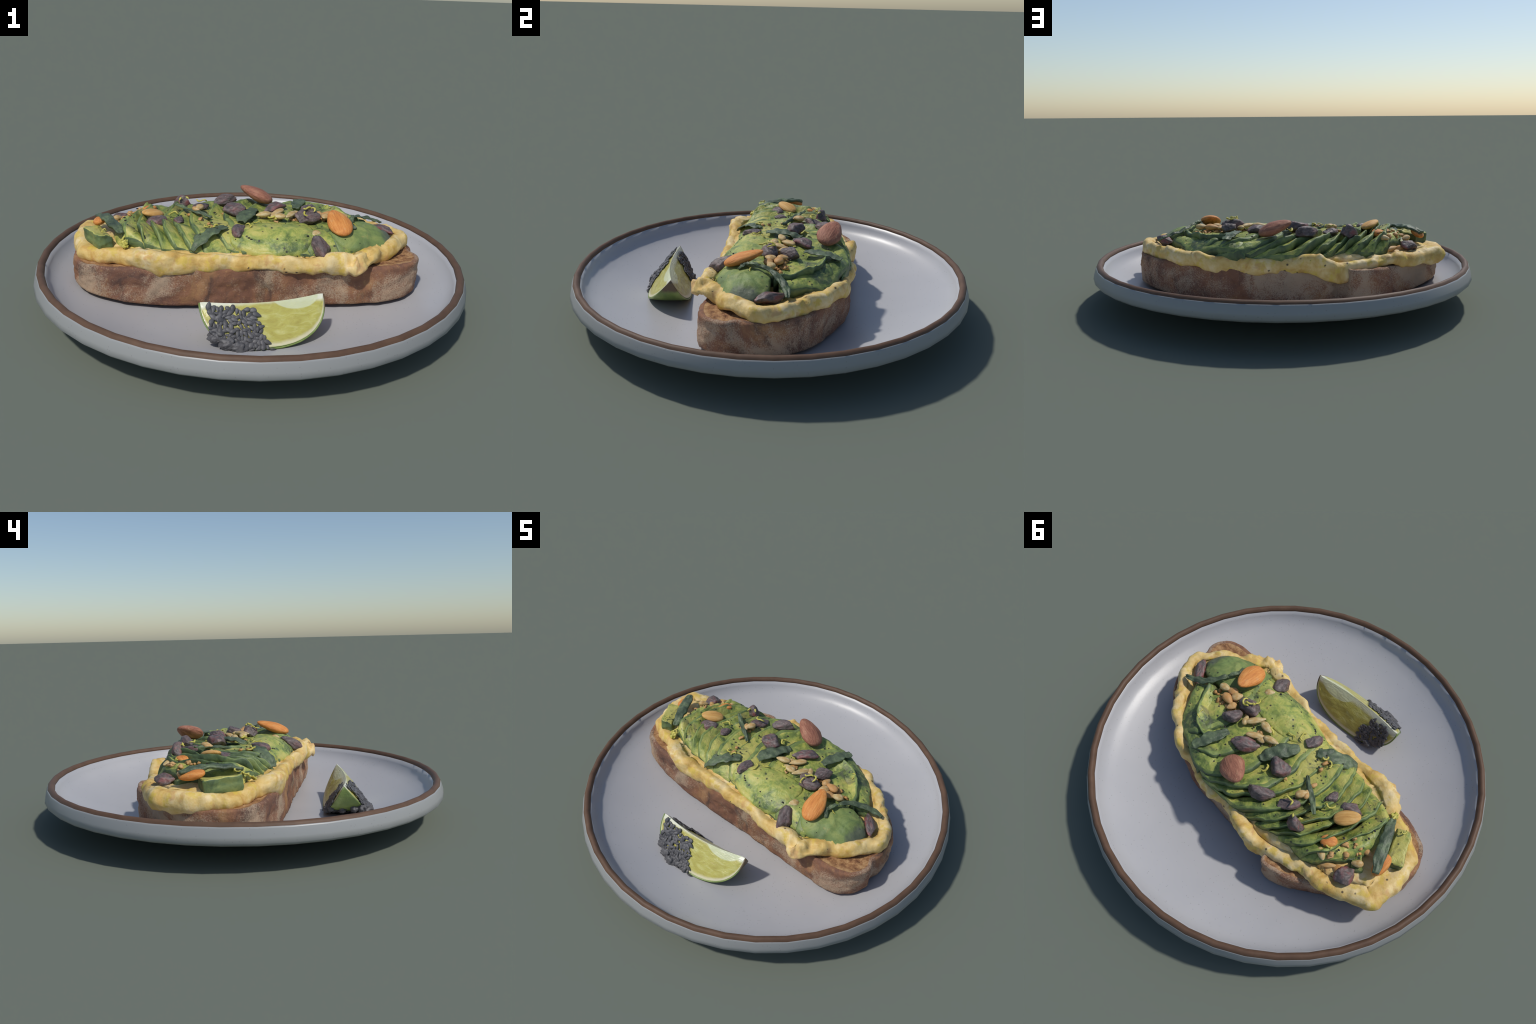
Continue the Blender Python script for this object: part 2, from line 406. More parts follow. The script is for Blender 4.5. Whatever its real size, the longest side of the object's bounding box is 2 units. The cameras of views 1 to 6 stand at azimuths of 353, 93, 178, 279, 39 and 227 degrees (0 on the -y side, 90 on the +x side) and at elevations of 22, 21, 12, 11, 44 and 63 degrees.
NB = 360
Cb = closed_spline(BREAD, NB); Nb = outward_normals(Cb)
levels = [(0.20, 0.0, 0), (0.06, 0.0, 0), (0.025, 0.008, 0), (0.010, 0.03, 0)]
levels += [(-0.004 * math.sin(math.pi * h), 0.06 + 0.86 * h, 0) for h in np.linspace(0, 1, 16)]
levels += [(0.003, 0.965, 0), (0.010, 0.995, 0), (0.022, 0.99, 1), (0.045, 0.97, 1), (0.08, 0.97, 1), (0.16, 0.97, 1), (0.22, 0.97, 1)]
verts, faces, fm = [], [], []
for inset, h, top in levels:
    for k in range(NB):
        p = Cb[k] - Nb[k] * inset
        zb = plate_floor(p[0], p[1]) + (0.002 if inset > 0.05 else 0.011)
        zt = bread_top(*p)
        z = zb + (zt - zb) * h
        side = math.sin(math.pi * min(1, max(0, h)))
        a = fbm((p[0], p[1], z), 6, 3, 3.1) * 0.013 + fbm((p[0], p[1], z), 24, 4, 9.0) * 0.0075
        if top: z += fbm((p[0], p[1], 0), 18, 4, 2.0) * 0.006
        # crack lines and a fold in the rear crust
        crack = 0.010 * math.exp(-((p[0] - (0.30 - (0.24 - z) * 0.55)) / 0.012) ** 2) * (p[1] > 0.3)
        crack += 0.030 * math.exp(-((p[0] + 0.275 + (0.20 - z) * 0.15) / 0.030) ** 2) * (p[1] > 0.35) * (0.15 + 0.85 * h)
        crack += 0.008 * (1 - min(1.0, h / 0.8)) * sstep(0.10, 0.30, p[1]) * (1 + 1.2 * fbm((p[0], 0, 0), 6, 2, 4.0))   # undercut rear wall
        p = p + Nb[k] * (a * (0.35 + 0.65 * side) - crack)
        verts.append((p[0], p[1], z))
for i in range(len(levels) - 1):
    for k in range(NB):
        k2 = (k + 1) % NB
        faces.append((i * NB + k, i * NB + k2, (i + 1) * NB + k2, (i + 1) * NB + k))
        fm.append(1 if (levels[i][2] and levels[i + 1][2]) else 0)
faces.append(tuple(range(NB))); fm.append(0)
faces.append(tuple((len(levels) - 1) * NB + k for k in range(NB))); fm.append(1)
put(new_mesh("bread_slice", verts, faces, [M["crust"], M["crumb"]], fm))

# Hummus: outline control points carry (x, y, height of the outer ridge, lower lip, ridge width)
SPREAD = [(-0.818, -0.010, 0.285, 0.205, 0.050), (-0.785, -0.080, 0.285, 0.205, 0.050), (-0.720, -0.140, 0.285, 0.212, 0.045), (-0.62, -0.180, 0.290, 0.215, 0.045),
          (-0.53, -0.222, 0.298, 0.212, 0.045), (-0.45, -0.255, 0.298, 0.200, 0.045), (-0.36, -0.262, 0.295, 0.202, 0.042), (-0.24, -0.248, 0.285, 0.215, 0.036),
          (-0.10, -0.250, 0.278, 0.220, 0.034), (0.05, -0.256, 0.278, 0.220, 0.034), (0.18, -0.275, 0.278, 0.210, 0.036), (0.26, -0.290, 0.280, 0.208, 0.040),
          (0.34, -0.282, 0.288, 0.216, 0.042), (0.400, -0.300, 0.298, 0.218, 0.045), (0.432, -0.318, 0.298, 0.214, 0.050), (0.475, -0.296, 0.302, 0.226, 0.050), (0.545, -0.238, 0.302, 0.238, 0.045),
          (0.64, -0.165, 0.300, 0.240, 0.042), (0.712, -0.090, 0.305, 0.246, 0.040), (0.750, -0.020, 0.312, 0.246, 0.038), (0.740, 0.060, 0.308, 0.240, 0.038),
          (0.690, 0.140, 0.305, 0.236, 0.038), (0.615, 0.225, 0.302, 0.232, 0.038), (0.535, 0.300, 0.300, 0.228, 0.036), (0.470, 0.332, 0.300, 0.226, 0.036), (0.425, 0.362, 0.298, 0.224, 0.034),
          (0.36, 0.395, 0.288, 0.212, 0.034), (0.28, 0.425, 0.280, 0.206, 0.032), (0.164, 0.444, 0.276, 0.204, 0.032), (0.03, 0.440, 0.278, 0.206, 0.034), (-0.07, 0.456, 0.292, 0.204, 0.038),
          (-0.155, 0.476, 0.300, 0.196, 0.045), (-0.205, 0.478, 0.280, 0.175, 0.045), (-0.26, 0.466, 0.258, 0.158, 0.040), (-0.32, 0.450, 0.256, 0.164, 0.038), (-0.40, 0.420, 0.262, 0.190, 0.040),
          (-0.50, 0.380, 0.268, 0.208, 0.042), (-0.59, 0.348, 0.275, 0.210, 0.045), (-0.68, 0.325, 0.288, 0.204, 0.050), (-0.765, 0.282, 0.300, 0.204, 0.060), (-0.815, 0.232, 0.300, 0.212, 0.060),
          (-0.822, 0.160, 0.298, 0.200, 0.060), (-0.834, 0.080, 0.292, 0.196, 0.055)]
NS = 420
SPREAD = [(x, y - 0.026 if y > 0.3 and -0.55 < x < 0.35 else y - 0.010 if y < -0.1 and 0.33 < x < 0.68 else y + 0.008 if y < -0.1 and x < -0.3 else y, r[0] - (0.012 if x < -0.66 else -0.010 if y < -0.05 and x > 0.33 else 0.0), *r[1:]) for x, y, *r in SPREAD]
Cs = closed_spline(SPREAD, NS); Nsn = outward_normals(Cs)
verts, faces = [], []
rings = []
# (fraction of ridge width inward, blend between lip 0 and ridge 1, flag) walked from the inside over the ridge and under the lip
prof = [(6.0, None), (3.6, None), (2.6, None), (2.0, None), (1.6, 0.86), (1.3, 0.93), (1.0, 0.98), (0.72, 1.0), (0.46, 0.96), (0.24, 0.86), (0.09, 0.72), (0.0, 0.54),
        (-0.02, 0.40), (0.06, 0.22), (0.20, 0.08), (0.42, 0.0), (0.8, 0.10), (1.6, 0.2)]
for inset, b in prof:
    for k in range(NS):
        x, y, zr, zl, w = Cs[k]; zr += (0.010 if y < -0.05 and abs(x) < 0.4 else 0.004) + fbm((x, y, 3.0), 7, 2, 6.0) * 0.008; zl += fbm((x, y, 9.0), 9, 3, 2.0) * 0.016
        wig = fbm((x, y, 0), 9, 3, 5.0) * 0.016 + 0.001
        p = Cs[k, :2] - Nsn[k] * (min(inset * w, 0.135) - wig * min(1.0, 2.0 / max(inset, 0.5)))
        if b is None:
            spine = np.array((min(0.5, max(-0.6, x * 0.78)), 0.08)); dv = spine - Cs[k, :2]
            p = Cs[k, :2] + dv * min(0.92, inset * w / np.linalg.norm(dv) * (0.75 if inset < 5 else 2.0))
            f = min(1.0, (inset - 1.6) / 1.4)
            z = (zl + (zr - zl) * 0.86) * (1 - f) + (0.292 if (y > 0.25 and x > -0.2) or x < -0.55 else 0.286) * f
        else:
            z = zl + (zr - zl) * b
        rag = (0.12 if x < -0.6 else 0.25) + (0.4 if x < -0.6 else 1.5) * max(0.0, fbm((p[0], p[1], 0), 5, 2, 21.0) + 0.12)     # some stretches smooth, some ragged
        lump = fbm((p[0], p[1], z), 8, 2, 1.0) * (0.5 if x < -0.6 else 1.0) + rag * 0.9 * fbm((p[0], p[1], z), 17, 3, 13.0)
        q = (p[0], p[1], z)
        am = 0.012 if b is not None else 0.008
        if x > 0.30 and y < -0.1: am *= 1.6
        n3 = fbm(q, 34, 3, 7.0) * rag * 1.3
        p = p + Nsn[k] * ((lump * 0.015 + n3 * 0.006) if b is not None else 0)
        verts.append((p[0], p[1], z + lump * am * 1.0 + n3 * 0.006 - 0.010 * max(0.0, fbm(q, 20, 2, 17.0) - 0.25)))
NR = len(prof)
for i in range(NR - 1):
    for k in range(NS):
        k2 = (k + 1) % NS
        faces.append((i * NS + k, i * NS + k2, (i + 1) * NS + k2, (i + 1) * NS + k))
faces.append(tuple(range(NS))); faces.append(tuple((NR - 1) * NS + k for k in range(NS)))
put(new_mesh("hummus_spread", verts, faces, [M["hummus"]]))

# ------------------------------------------------------------------ avocado
HEAP = closed_spline([(0.672, -0.033), (0.645, -0.140), (0.515, -0.214), (0.388, -0.238), (0.241, -0.232), (0.137, -0.228), (0.023, -0.206), (-0.058, -0.195),
                      (-0.128, -0.190), (-0.20, -0.192), (-0.285, -0.186), (-0.373, -0.172), (-0.45, -0.170), (-0.54, -0.148), (-0.61, -0.10), (-0.645, 0.0), (-0.645, 0.12), (-0.585, 0.235),
                      (-0.490, 0.318), (-0.375, 0.335), (-0.251, 0.352), (-0.131, 0.383), (-0.027, 0.408), (0.094, 0.420), (0.193, 0.412), (0.289, 0.392), (0.418, 0.322),
                      (0.540, 0.218), (0.600, 0.135), (0.640, 0.045)], 160)
def heap(x, y):
    d = signed_distance(x, y, HEAP)
    plateau = 0.358 - 0.022 * max(0.0, (x - 0.35) / 0.3)
    reach = 0.06 if x < -0.5 else 0.095 if y > 0.1 else 0.13
    t = max(-0.6, min(1.0, d / reach))
    s = 1 - (1 - t) ** 2 if t > 0 else 2.0 * t
    return 0.288 + (plateau - 0.288) * s

def bez(c, t):
    c = np.array(c, float); u = 1 - t
    return c[0] * u ** 3 + 3 * c[1] * u * u * t + 3 * c[2] * u * t * t + c[3] * t ** 3

def strip(name, lead, trail, lift, over=1.25, nt=64, nv=14, depth=0.055, seed=0.0, mats=("flesh", "edge"), t0=0.0, t1=1.0, rim=0.13, drop=1.6, fade=0.0):
    """One slice: a curved wedge lying on the heap, raised along its leading edge."""
    top, bot = [], []
    vs = [0.0, 0.06, rim, rim + 0.09] + list(np.linspace(rim + 0.2, over, nv - 4))
    for i in range(nt):
        t = t0 + (t1 - t0) * i / (nt - 1)
        a, b = bez(lead, t), bez(trail, t)
        ends = min(1.0, min(i, nt - 1 - i) / (nt * 0.06))
        for j, v in enumerate(vs):
            p = a + (b - a) * v
            p = p + np.array((fbm((p[0], p[1], seed), 7, 3, seed + 2), fbm((p[0], p[1], seed), 7, 3, seed + 8))) * 0.020 * (1 - 0.6 * min(1, v))
            wob = fbm((p[0], p[1], seed), 9, 3, seed) * 0.011 * (1 - min(1, v) * 0.5)
            h = heap(p[0], p[1])
            z = h + lift * (1 + 0.9 * noise.noise(Vector((t * 4.0, seed * 3.1, 0)))) * (1 - fade * sstep(0.45, 0.8, t)) * (1 - drop * v) * (0.4 + 0.6 * ends) + wob
            z += fbm((p[0], p[1], 0), 22, 3, 4) * 0.0045
            if j == 0: z -= 0.010
            elif j == 1: z -= 0.0025
            z -= (1 - ends) * 0.010
            top.append((p[0], p[1], z))
            k = 0.5 - 0.5 * math.cos(math.pi * min(1, v / 0.3))
            q = p + (b - a) / max(1e-6, np.linalg.norm(b - a)) * 0.012 * (1 - k)
            bot.append((q[0], q[1], max(0.258, min(z - 0.012, z - depth))))
    n = len(vs); N = len(top); faces, fm = [], []
    for i in range(nt - 1):
        for j in range(n - 1):
            a = i * n + j
            faces.append((a, a + 1, a + n + 1, a + n)); fm.append(1 if j < 1 else 2 if j < 3 else 0)
            faces.append((N + a, N + a + n, N + a + n + 1, N + a + 1)); fm.append(1)
        a = i * n; faces.append((a, a + n, N + a + n, N + a)); fm.append(1)
        a = i * n + n - 1; faces.append((a, N + a, N + a + n, a + n)); fm.append(1)
    for i in (0, nt - 1):
        for j in range(n - 1):
            a = i * n + j; faces.append((a, N + a, N + a + 1, a + 1)); fm.append(1)
    return put(new_mesh(name, top + bot, faces, [M[mats[0]], M[mats[1]], M["shoulder"]], fm))

# leading edges of the fanned slices, from the left end to the right, as cubic curves from rear to front
KEYS = [[(-0.530, 0.285), (-0.60, 0.20), (-0.665, 0.08), (-0.640, -0.095)],
        [(-0.455, 0.325), (-0.52, 0.24), (-0.60, 0.10), (-0.585, -0.11)],
        [(-0.36, 0.325), (-0.46, 0.27), (-0.57, 0.08), (-0.49, -0.14)],
        [(-0.268, 0.340), (-0.40, 0.29), (-0.53, 0.06), (-0.40, -0.150)],
        [(-0.168, 0.367), (-0.33, 0.32), (-0.47, 0.02), (-0.32, -0.165)],
        [(-0.048, 0.403), (-0.25, 0.33), (-0.37, 0.05), (-0.22, -0.185)],
        [(0.139, 0.415), (-0.15, 0.365), (-0.28, 0.10), (-0.11, -0.180)],
        [(0.223, 0.395), (0.00, 0.42), (-0.16, 0.15), (0.04, -0.200)],
        [(0.30, 0.370), (0.12, 0.40), (-0.01, 0.2), (0.18, -0.222)],
        [(0.37, 0.325), (0.25, 0.36), (0.11, 0.1), (0.33, -0.230)],
        [(0.45, 0.260), (0.36, 0.30), (0.27, 0.1), (0.46, -0.225)],
        [(0.53, 0.190), (0.46, 0.22), (0.42, 0.05), (0.58, -0.17)]]
def key(u):
    i = min(int(u), len(KEYS) - 2); f = u - i
    return [tuple(np.array(a) * (1 - f) + np.array(b) * f) for a, b in zip(KEYS[i], KEYS[i + 1])]
us = [0.0, 1.0, 1.8, 2.75, 3.45, 4.25, 4.9, 5.75, 6.35, 7.3, 8.3, 9.4]
lifts = [0.006, 0.028, 0.030, 0.022, 0.028, 0.021, 0.027, 0.021, 0.024, 0.017, 0.014, 0.009]
for i, u in enumerate(us):
    nxt = us[i + 1] if i + 1 < len(us) else 10.6
    strip("avocado_slice", key(u), key(nxt), lifts[i], over=1.3, seed=i * 1.37, depth=0.07, fade=0.75 * sstep(4.0, 5.5, u))

# slices curling round the rear of the right end, their edges facing outwards
strip("avocado_slice", [(0.20, 0.400), (0.40, 0.375), (0.545, 0.245), (0.595, 0.085)], [(0.20, 0.330), (0.36, 0.30), (0.475, 0.18), (0.52, 0.07)], 0.012, over=1.1, seed=31.0, depth=0.06)
strip("avocado_slice", [(0.27, 0.285), (0.40, 0.275), (0.49, 0.19), (0.535, 0.060)], [(0.24, 0.22), (0.36, 0.20), (0.43, 0.13), (0.45, 0.05)], 0.026, over=1.2, seed=33.0, depth=0.06)

def dome(name, outline, top, edge, mat, seed, n=120, flat=0.5, amp=0.006, lift=0.012):
    """A rounded mashed piece: a soft dome over a closed outline, over the heap."""
    C = closed_spline(outline, n); c = C.mean(0)
    fr = [0.0, 0.15, 0.3, 0.45, 0.52, 0.6, 0.66, 0.72, 0.77, 0.82, 0.86, 0.9, 0.93, 0.96, 1.0, 1.015, 1.0]
    verts, faces = [], []
    for j, f in enumerate(fr):
        for k in range(n):
            p = c + (C[k] - c) * max(f, 0.01)
            s = max(0.0, 1 - min(1, f) ** (2.0 + 2 * flat)) ** 0.6
            base = heap(p[0], p[1])
            z = max(base + 0.004, edge) * (1 - 0.0) if top is None else edge + (top - edge) * s
            if top is None: z = max(base, edge) + lift * s + 0.002
            if j == len(fr) - 2: z -= 0.012
            if j == len(fr) - 1: z -= 0.045
            z += fbm((p[0], p[1], seed), 10, 3, seed) * amp + fbm((p[0], p[1], seed), 32, 2, seed) * amp * 0.4
            verts.append((p[0], p[1], z))
    for j in range(len(fr) - 1):
        for k in range(n):
            k2 = (k + 1) % n
            faces.append((j * n + k, j * n + k2, (j + 1) * n + k2, (j + 1) * n + k))
    faces.append(tuple(range(n))); faces.append(tuple((len(fr) - 1) * n + k for k in range(n)))
    return put(new_mesh(name, verts, faces, [mat]))

dome("avocado_piece", [(-0.10, -0.165), (0.0, -0.205), (0.10, -0.222), (0.20, -0.218), (0.245, -0.19), (0.27, -0.10), (0.25, -0.02), (0.15, 0.0), (0.03, -0.01), (-0.06, -0.06), (-0.11, -0.11)],
     None, 0.292, M["flesh"], 5.0)
dome("avocado_piece", [(0.40, -0.205), (0.50, -0.208), (0.60, -0.165), (0.655, -0.085), (0.655, -0.02), (0.60, 0.025), (0.50, 0.03), (0.42, 0.0), (0.36, -0.06), (0.35, -0.15)],
     None, 0.290, M["cap"], 8.0, amp=0.010, lift=0.018)

def block(name, corners, zt, zb, mats, seed):
    """A small cut chunk: four plan corners with their own top heights, softly rounded."""
    bm = bmesh.new()
    t = [bm.verts.new((x, y, z)) for (x, y), z in zip(corners, zt)]
    b = [bm.verts.new((x * 1.0, y * 1.0, zb)) for (x, y) in corners]
    bm.faces.new(t); bm.faces.new(b[::-1])
    for i in range(4):
        j = (i + 1) % 4; bm.faces.new((t[i], b[i], b[j], t[j]))
    bmesh.ops.recalc_face_normals(bm, faces=bm.faces)
    bmesh.ops.bevel(bm, geom=list(bm.edges), offset=0.008, segments=3, affect='EDGES', profile=0.5)
    bmesh.ops.subdivide_edges(bm, edges=[e for e in bm.edges if e.calc_length() > 0.02], cuts=8, use_grid_fill=True)
    for v in bm.verts:
        v.co += Vector((fbm(v.co, 22, 3, seed), fbm(v.co, 22, 3, seed + 3), fbm(v.co, 22, 3, seed + 7))) * 0.007
    me = bpy.data.meshes.new(name); bm.to_mesh(me); bm.free()
    for m in mats: me.materials.append(m)
    for p in me.polygons:
        p.use_smooth = True
        p.material_index = 0 if p.normal.z > 0.6 else 1
    ob = bpy.data.objects.new(name, me); bpy.context.collection.objects.link(ob)
    return put(ob)
block("avocado_piece", [(-0.640, -0.095), (-0.702, -0.118), (-0.785, 0.030), (-0.715, 0.070)], [0.330, 0.346, 0.338, 0.330], 0.272, [M["flesh"], M["edge"]], 2.0)
block("avocado_piece", [(-0.560, 0.130), (-0.600, 0.100), (-0.680, 0.165), (-0.640, 0.200)], [0.330, 0.335, 0.310, 0.305], 0.265, [M["flesh"], M["edge"]], 4.0)

# ------------------------------------------------------------------ toppings
def frame(tip, butt, up=(0, 0, 1), roll=0.0):
    x = (Vector(tip) - Vector(butt)).normalized(); u = Vector(up)
    z = (u - x * u.dot(x)).normalized(); y = z.cross(x)
    R = Matrix((x, y, z)).transposed()
    R = R @ Matrix.Rotation(roll, 3, 'X')
    return Matrix.Translation((Vector(tip) + Vector(butt)) / 2) @ R.to_4x4()

def kernel(name, L, W, H, mat, seed, taper=0.35, wrinkle=0.0, nu=40, nv=36, bend=0.0, flat=2.0):
    """Teardrop nut or seed along local x, pointed at +x."""
    verts, faces = [], []
    for i in range(nu + 1):
        u = i / nu; a = math.pi * u; x = -math.cos(a)
        r = math.sin(a) ** 0.85 * (1 - taper * (x + 0.2) * 0.8 if x > -0.2 else 1.0)
        for k in range(nv):
            t = TAU * k / nv
            c, s = math.cos(t), math.sin(t)
            cy = math.copysign(abs(c) ** (2 / flat), c); sz = math.copysign(abs(s) ** (2 / flat), s)
            wr = 1 + wrinkle * fbm((x * 1.2, c * 5, s * 5), 1.6, 3, seed)
            verts.append((x * L / 2, cy * r * W / 2 * wr, sz * r * H / 2 * wr + bend * (x * x)))
    for i in range(nu):
        for k in range(nv):
            k2 = (k + 1) % nv
            faces.append((i * nv + k, i * nv + k2, (i + 1) * nv + k2, (i + 1) * nv + k))
    ob = new_mesh(name, verts, faces, [mat])
    bm = bmesh.new(); bm.from_mesh(ob.data); bmesh.ops.remove_doubles(bm, verts=bm.verts, dist=1e-6); bm.to_mesh(ob.data); bm.free()
    return ob

def place(ob, mw):
    put(ob); ob.matrix_basis = mw
    return ob

place(kernel("almond", 0.188, 0.114, 0.054, M["almond_a"], 1.0, wrinkle=0.02), frame((0.374, -0.013, 0.424), (0.406, -0.186, 0.366), (-0.10, -0.25, 1)))
place(kernel("almond", 0.180, 0.124, 0.066, M["almond_b"], 2.0, wrinkle=0.05), frame((-0.029, 0.331, 0.446), (0.124, 0.269, 0.383), (0.1, 0.15, 1)))
place(kernel("nut_half", 0.125, 0.080, 0.036, M["nut"], 3.0, taper=0.2), frame((-0.510, 0.022, 0.402), (-0.425, 0.112, 0.374), (0.0, -0.2, 1)))
place(kernel("nut_half", 0.078, 0.058, 0.040, M["almond_a"], 4.0, taper=0.1, wrinkle=0.04, flat=2.8), frame((-0.515, 0.172, 0.362), (-0.460, 0.222, 0.364), (0, 0.2, 1)))
place(kernel("nut_half", 0.115, 0.066, 0.040, M["almond_a"], 5.0, taper=0.1, wrinkle=0.05), frame((-0.722, 0.150, 0.335), (-0.712, 0.040, 0.352), (-0.35, 0, 1)))

def raisin_mesh(seed, flat=0.75):
    bm = bmesh.new(); bmesh.ops.create_icosphere(bm, subdivisions=4, radius=0.5)
    rng = random.Random(seed)
    planes = [(Vector((rng.gauss(0, 1), rng.gauss(0, 1), rng.gauss(0, 1))).normalized(), rng.uniform(0.29, 0.42)) for _ in range(13)]
    for v in bm.verts:
        d = v.co.normalized(); r = 0.5
        for n, h in planes:                       # blunt facets, as on squashed dried fruit
            c = d.dot(n)
            if c > 0.05 and h / c < r: r = 0.06 * r + 0.94 * h / c
        fold = 1 - abs(noise.noise(d * 2.6 + Vector((seed, 0, 0))))
        r *= 0.94 + 0.14 * (fold - 0.6) + 0.05 * noise.noise(d * 7 + Vector((0, seed, 0)))
        v.co = d * r
    me = bpy.data.meshes.new("raisin"); bm.to_mesh(me); bm.free()
    me.materials.append(M["raisin"])
    me.polygons.foreach_set("use_smooth", np.ones(len(me.polygons), dtype=bool))
    return me
RM = [raisin_mesh(s) for s in (3, 8, 14, 21, 33)]
# centre, length, width, height, azimuth of the long axis, tilt
RAISINS = [((0.290, -0.216, 0.322), 0.120, 0.085, 0.060, -64, 28), ((-0.079, 0.122, 0.392), 0.105, 0.092, 0.072, -165, 0), ((0.123, 0.167, 0.386), 0.128, 0.075, 0.062, -144, 4),
           ((-0.069, -0.099, 0.362), 0.092, 0.062, 0.052, -101, 14), ((-0.121, 0.271, 0.391), 0.135, 0.070, 0.062, -156, 0), ((0.263, 0.014, 0.388), 0.115, 0.090, 0.070, -169, 0),
           ((0.283, 0.109, 0.390), 0.095, 0.070, 0.062, -113, 0), ((0.634, 0.041, 0.316), 0.140, 0.058, 0.055, 128, 4), ((-0.236, 0.212, 0.378), 0.100, 0.058, 0.045, -131, 0),
           ((-0.335, 0.257, 0.382), 0.090, 0.066, 0.078, 165, 20), ((-0.449, 0.013, 0.366), 0.096, 0.075, 0.058, -142, 10), ((-0.343, 0.037, 0.366), 0.066, 0.050, 0.036, -88, 0),
           ((-0.641, 0.239, 0.308), 0.092, 0.086, 0.062, -106, 0)]
for i, (c, l, w, h, az, tilt) in enumerate(RAISINS):
    ob = bpy.data.objects.new("raisin", RM[i % 5]); bpy.context.collection.objects.link(ob)
    R = Matrix.Rotation(math.radians(az), 4, 'Z') @ Matrix.Rotation(math.radians(tilt), 4, 'Y')
    place(ob, Matrix.Translation((c[0], c[1], c[2] - 0.006)) @ R @ Matrix.Diagonal((l * 1.2, w * 1.2, h * 1.16, 1)))

SEEDS = [((0.187, 0.042, 0.387), 0.100, 0.036, 0.026, -122), ((0.125, 0.028, 0.384), 0.074, 0.042, 0.030, 175), ((0.127, 0.095, 0.381), 0.098, 0.036, 0.028, -138), ((0.058, 0.059, 0.383), 0.080, 0.038, 0.032, -160),
         ((0.435, 0.028, 0.380), 0.062, 0.042, 0.034, -162), ((0.375, 0.062, 0.382), 0.075, 0.046, 0.034, 171), ((0.280, -0.127, 0.350), 0.055, 0.046, 0.034, -124), ((-0.247, 0.140, 0.392), 0.064, 0.040, 0.032, -117),
         ((-0.262, 0.126, 0.388), 0.048, 0.030, 0.026, -50), ((-0.505, 0.258, 0.350), 0.062, 0.038, 0.032, 153), ((-0.633, 0.093, 0.328), 0.052, 0.032, 0.028, -170), ((0.352, 0.021, 0.384), 0.058, 0.048, 0.030, -118),
         ((-0.548, 0.255, 0.292), 0.080, 0.036, 0.028, -145), ((-0.640, 0.165, 0.330), 0.056, 0.036, 0.032, 40), ((0.395, 0.015, 0.378), 0.060, 0.046, 0.030, 20), ((0.330, 0.075, 0.380), 0.055, 0.040, 0.028, 80),
         ((0.225, 0.075, 0.380), 0.060, 0.034, 0.026, -60), ((-0.590, 0.235, 0.288), 0.060, 0.042, 0.034, 10), ((0.095, 0.090, 0.374), 0.045, 0.032, 0.022, 30)]
seed_me = kernel("sunflower_seed", 1.0, 1.0, 1.0, M["seed"], 7.0, taper=0.45, wrinkle=0.06, nu=22, nv=20)
for i, (c, l, w, h, az) in enumerate(SEEDS):
    ob = seed_me if i == 0 else seed_me.copy()
    if i: bpy.context.collection.objects.link(ob)
    place(ob, Matrix.Translation(c) @ Matrix.Rotation(math.radians(az), 4, 'Z') @ Matrix.Rotation(math.radians(random.uniform(-8, 8)), 4, 'Y') @ Matrix.Diagonal((l, w, h, 1)))

def leaf(pts, width, curl, seed, thick=0.0035, twist=0.0):
    curl *= 0.45
    """Shredded herb leaf: a bent ribbon with a curled cross-section."""
    P = open_spline(pts, 36); n = len(P); m = 9
    grid = []
    for i in range(n):
        u = i / (n - 1)
        t = Vector(P[min(i + 1, n - 1)] - P[max(i - 1, 0)]).normalized()
        side = t.cross(Vector((0, 0, 1))).normalized(); up = side.cross(t)
        a = twist * (u - 0.5); side, up = side * math.cos(a) + up * math.sin(a), up * math.cos(a) - side * math.sin(a)
        w = width * (0.25 + 0.75 * math.sin(math.pi * min(1, max(0, 0.06 + 0.88 * u))) ** 0.6)
        for j in range(m):
            v = j / (m - 1) * 2 - 1
            ww = w * (1 + 0.35 * noise.noise(Vector((u * 7, v * 1.5, seed))))
            p = Vector(P[i]) + side * (v * ww / 2) + up * (curl * (1 - v * v) * w + 0.010 * noise.noise(Vector((u * 7, v * 1.6, seed + 5))))
            grid.append((p, up))
    top = [p + u * thick / 2 for p, u in grid]; bot = [p - u * thick / 2 for p, u in grid]; N = len(top); f = []
    for i in range(n - 1):
        for j in range(m - 1):
            a = i * m + j
            f.append((a, a + 1, a + m + 1, a + m)); f.append((N + a, N + a + m, N + a + m + 1, N + a + 1))
        for a, s in ((i * m, 1), (i * m + m - 1, -1)):
            f.append((a, a + m, N + a + m, N + a))
    for i in (0, n - 1):
        for j in range(m - 1):
            a = i * m + j; f.append((a, N + a, N + a + 1, a + 1))
    return put(new_mesh("herb_leaf", top + bot, f, [M["leaf"]]))

leaf([(0.655, 0.112, 0.322), (0.615, 0.105, 0.340), (0.551, 0.078, 0.360), (0.50, 0.03, 0.382), (0.475, -0.015, 0.390)], 0.034, 0.3, 1.0)
leaf([(0.475, -0.015, 0.386), (0.462, -0.045, 0.396), (0.448, -0.085, 0.388), (0.470, -0.115, 0.370)], 0.024, 0.3, 2.0)
leaf([(0.290, 0.352, 0.368), (0.268, 0.290, 0.378), (0.250, 0.235, 0.382), (0.232, 0.175, 0.376)], 0.062, 0.14, 3.0)
leaf([(0.028, 0.158, 0.378), (-0.005, 0.09, 0.388), (-0.03, 0.04, 0.386), (-0.056, -0.020, 0.375)], 0.072, 0.16, 4.0)
leaf([(-0.130, -0.070, 0.366), (-0.185, -0.105, 0.362), (-0.240, -0.145, 0.340), (-0.288, -0.188, 0.294)], 0.074, 0.18, 5.0)
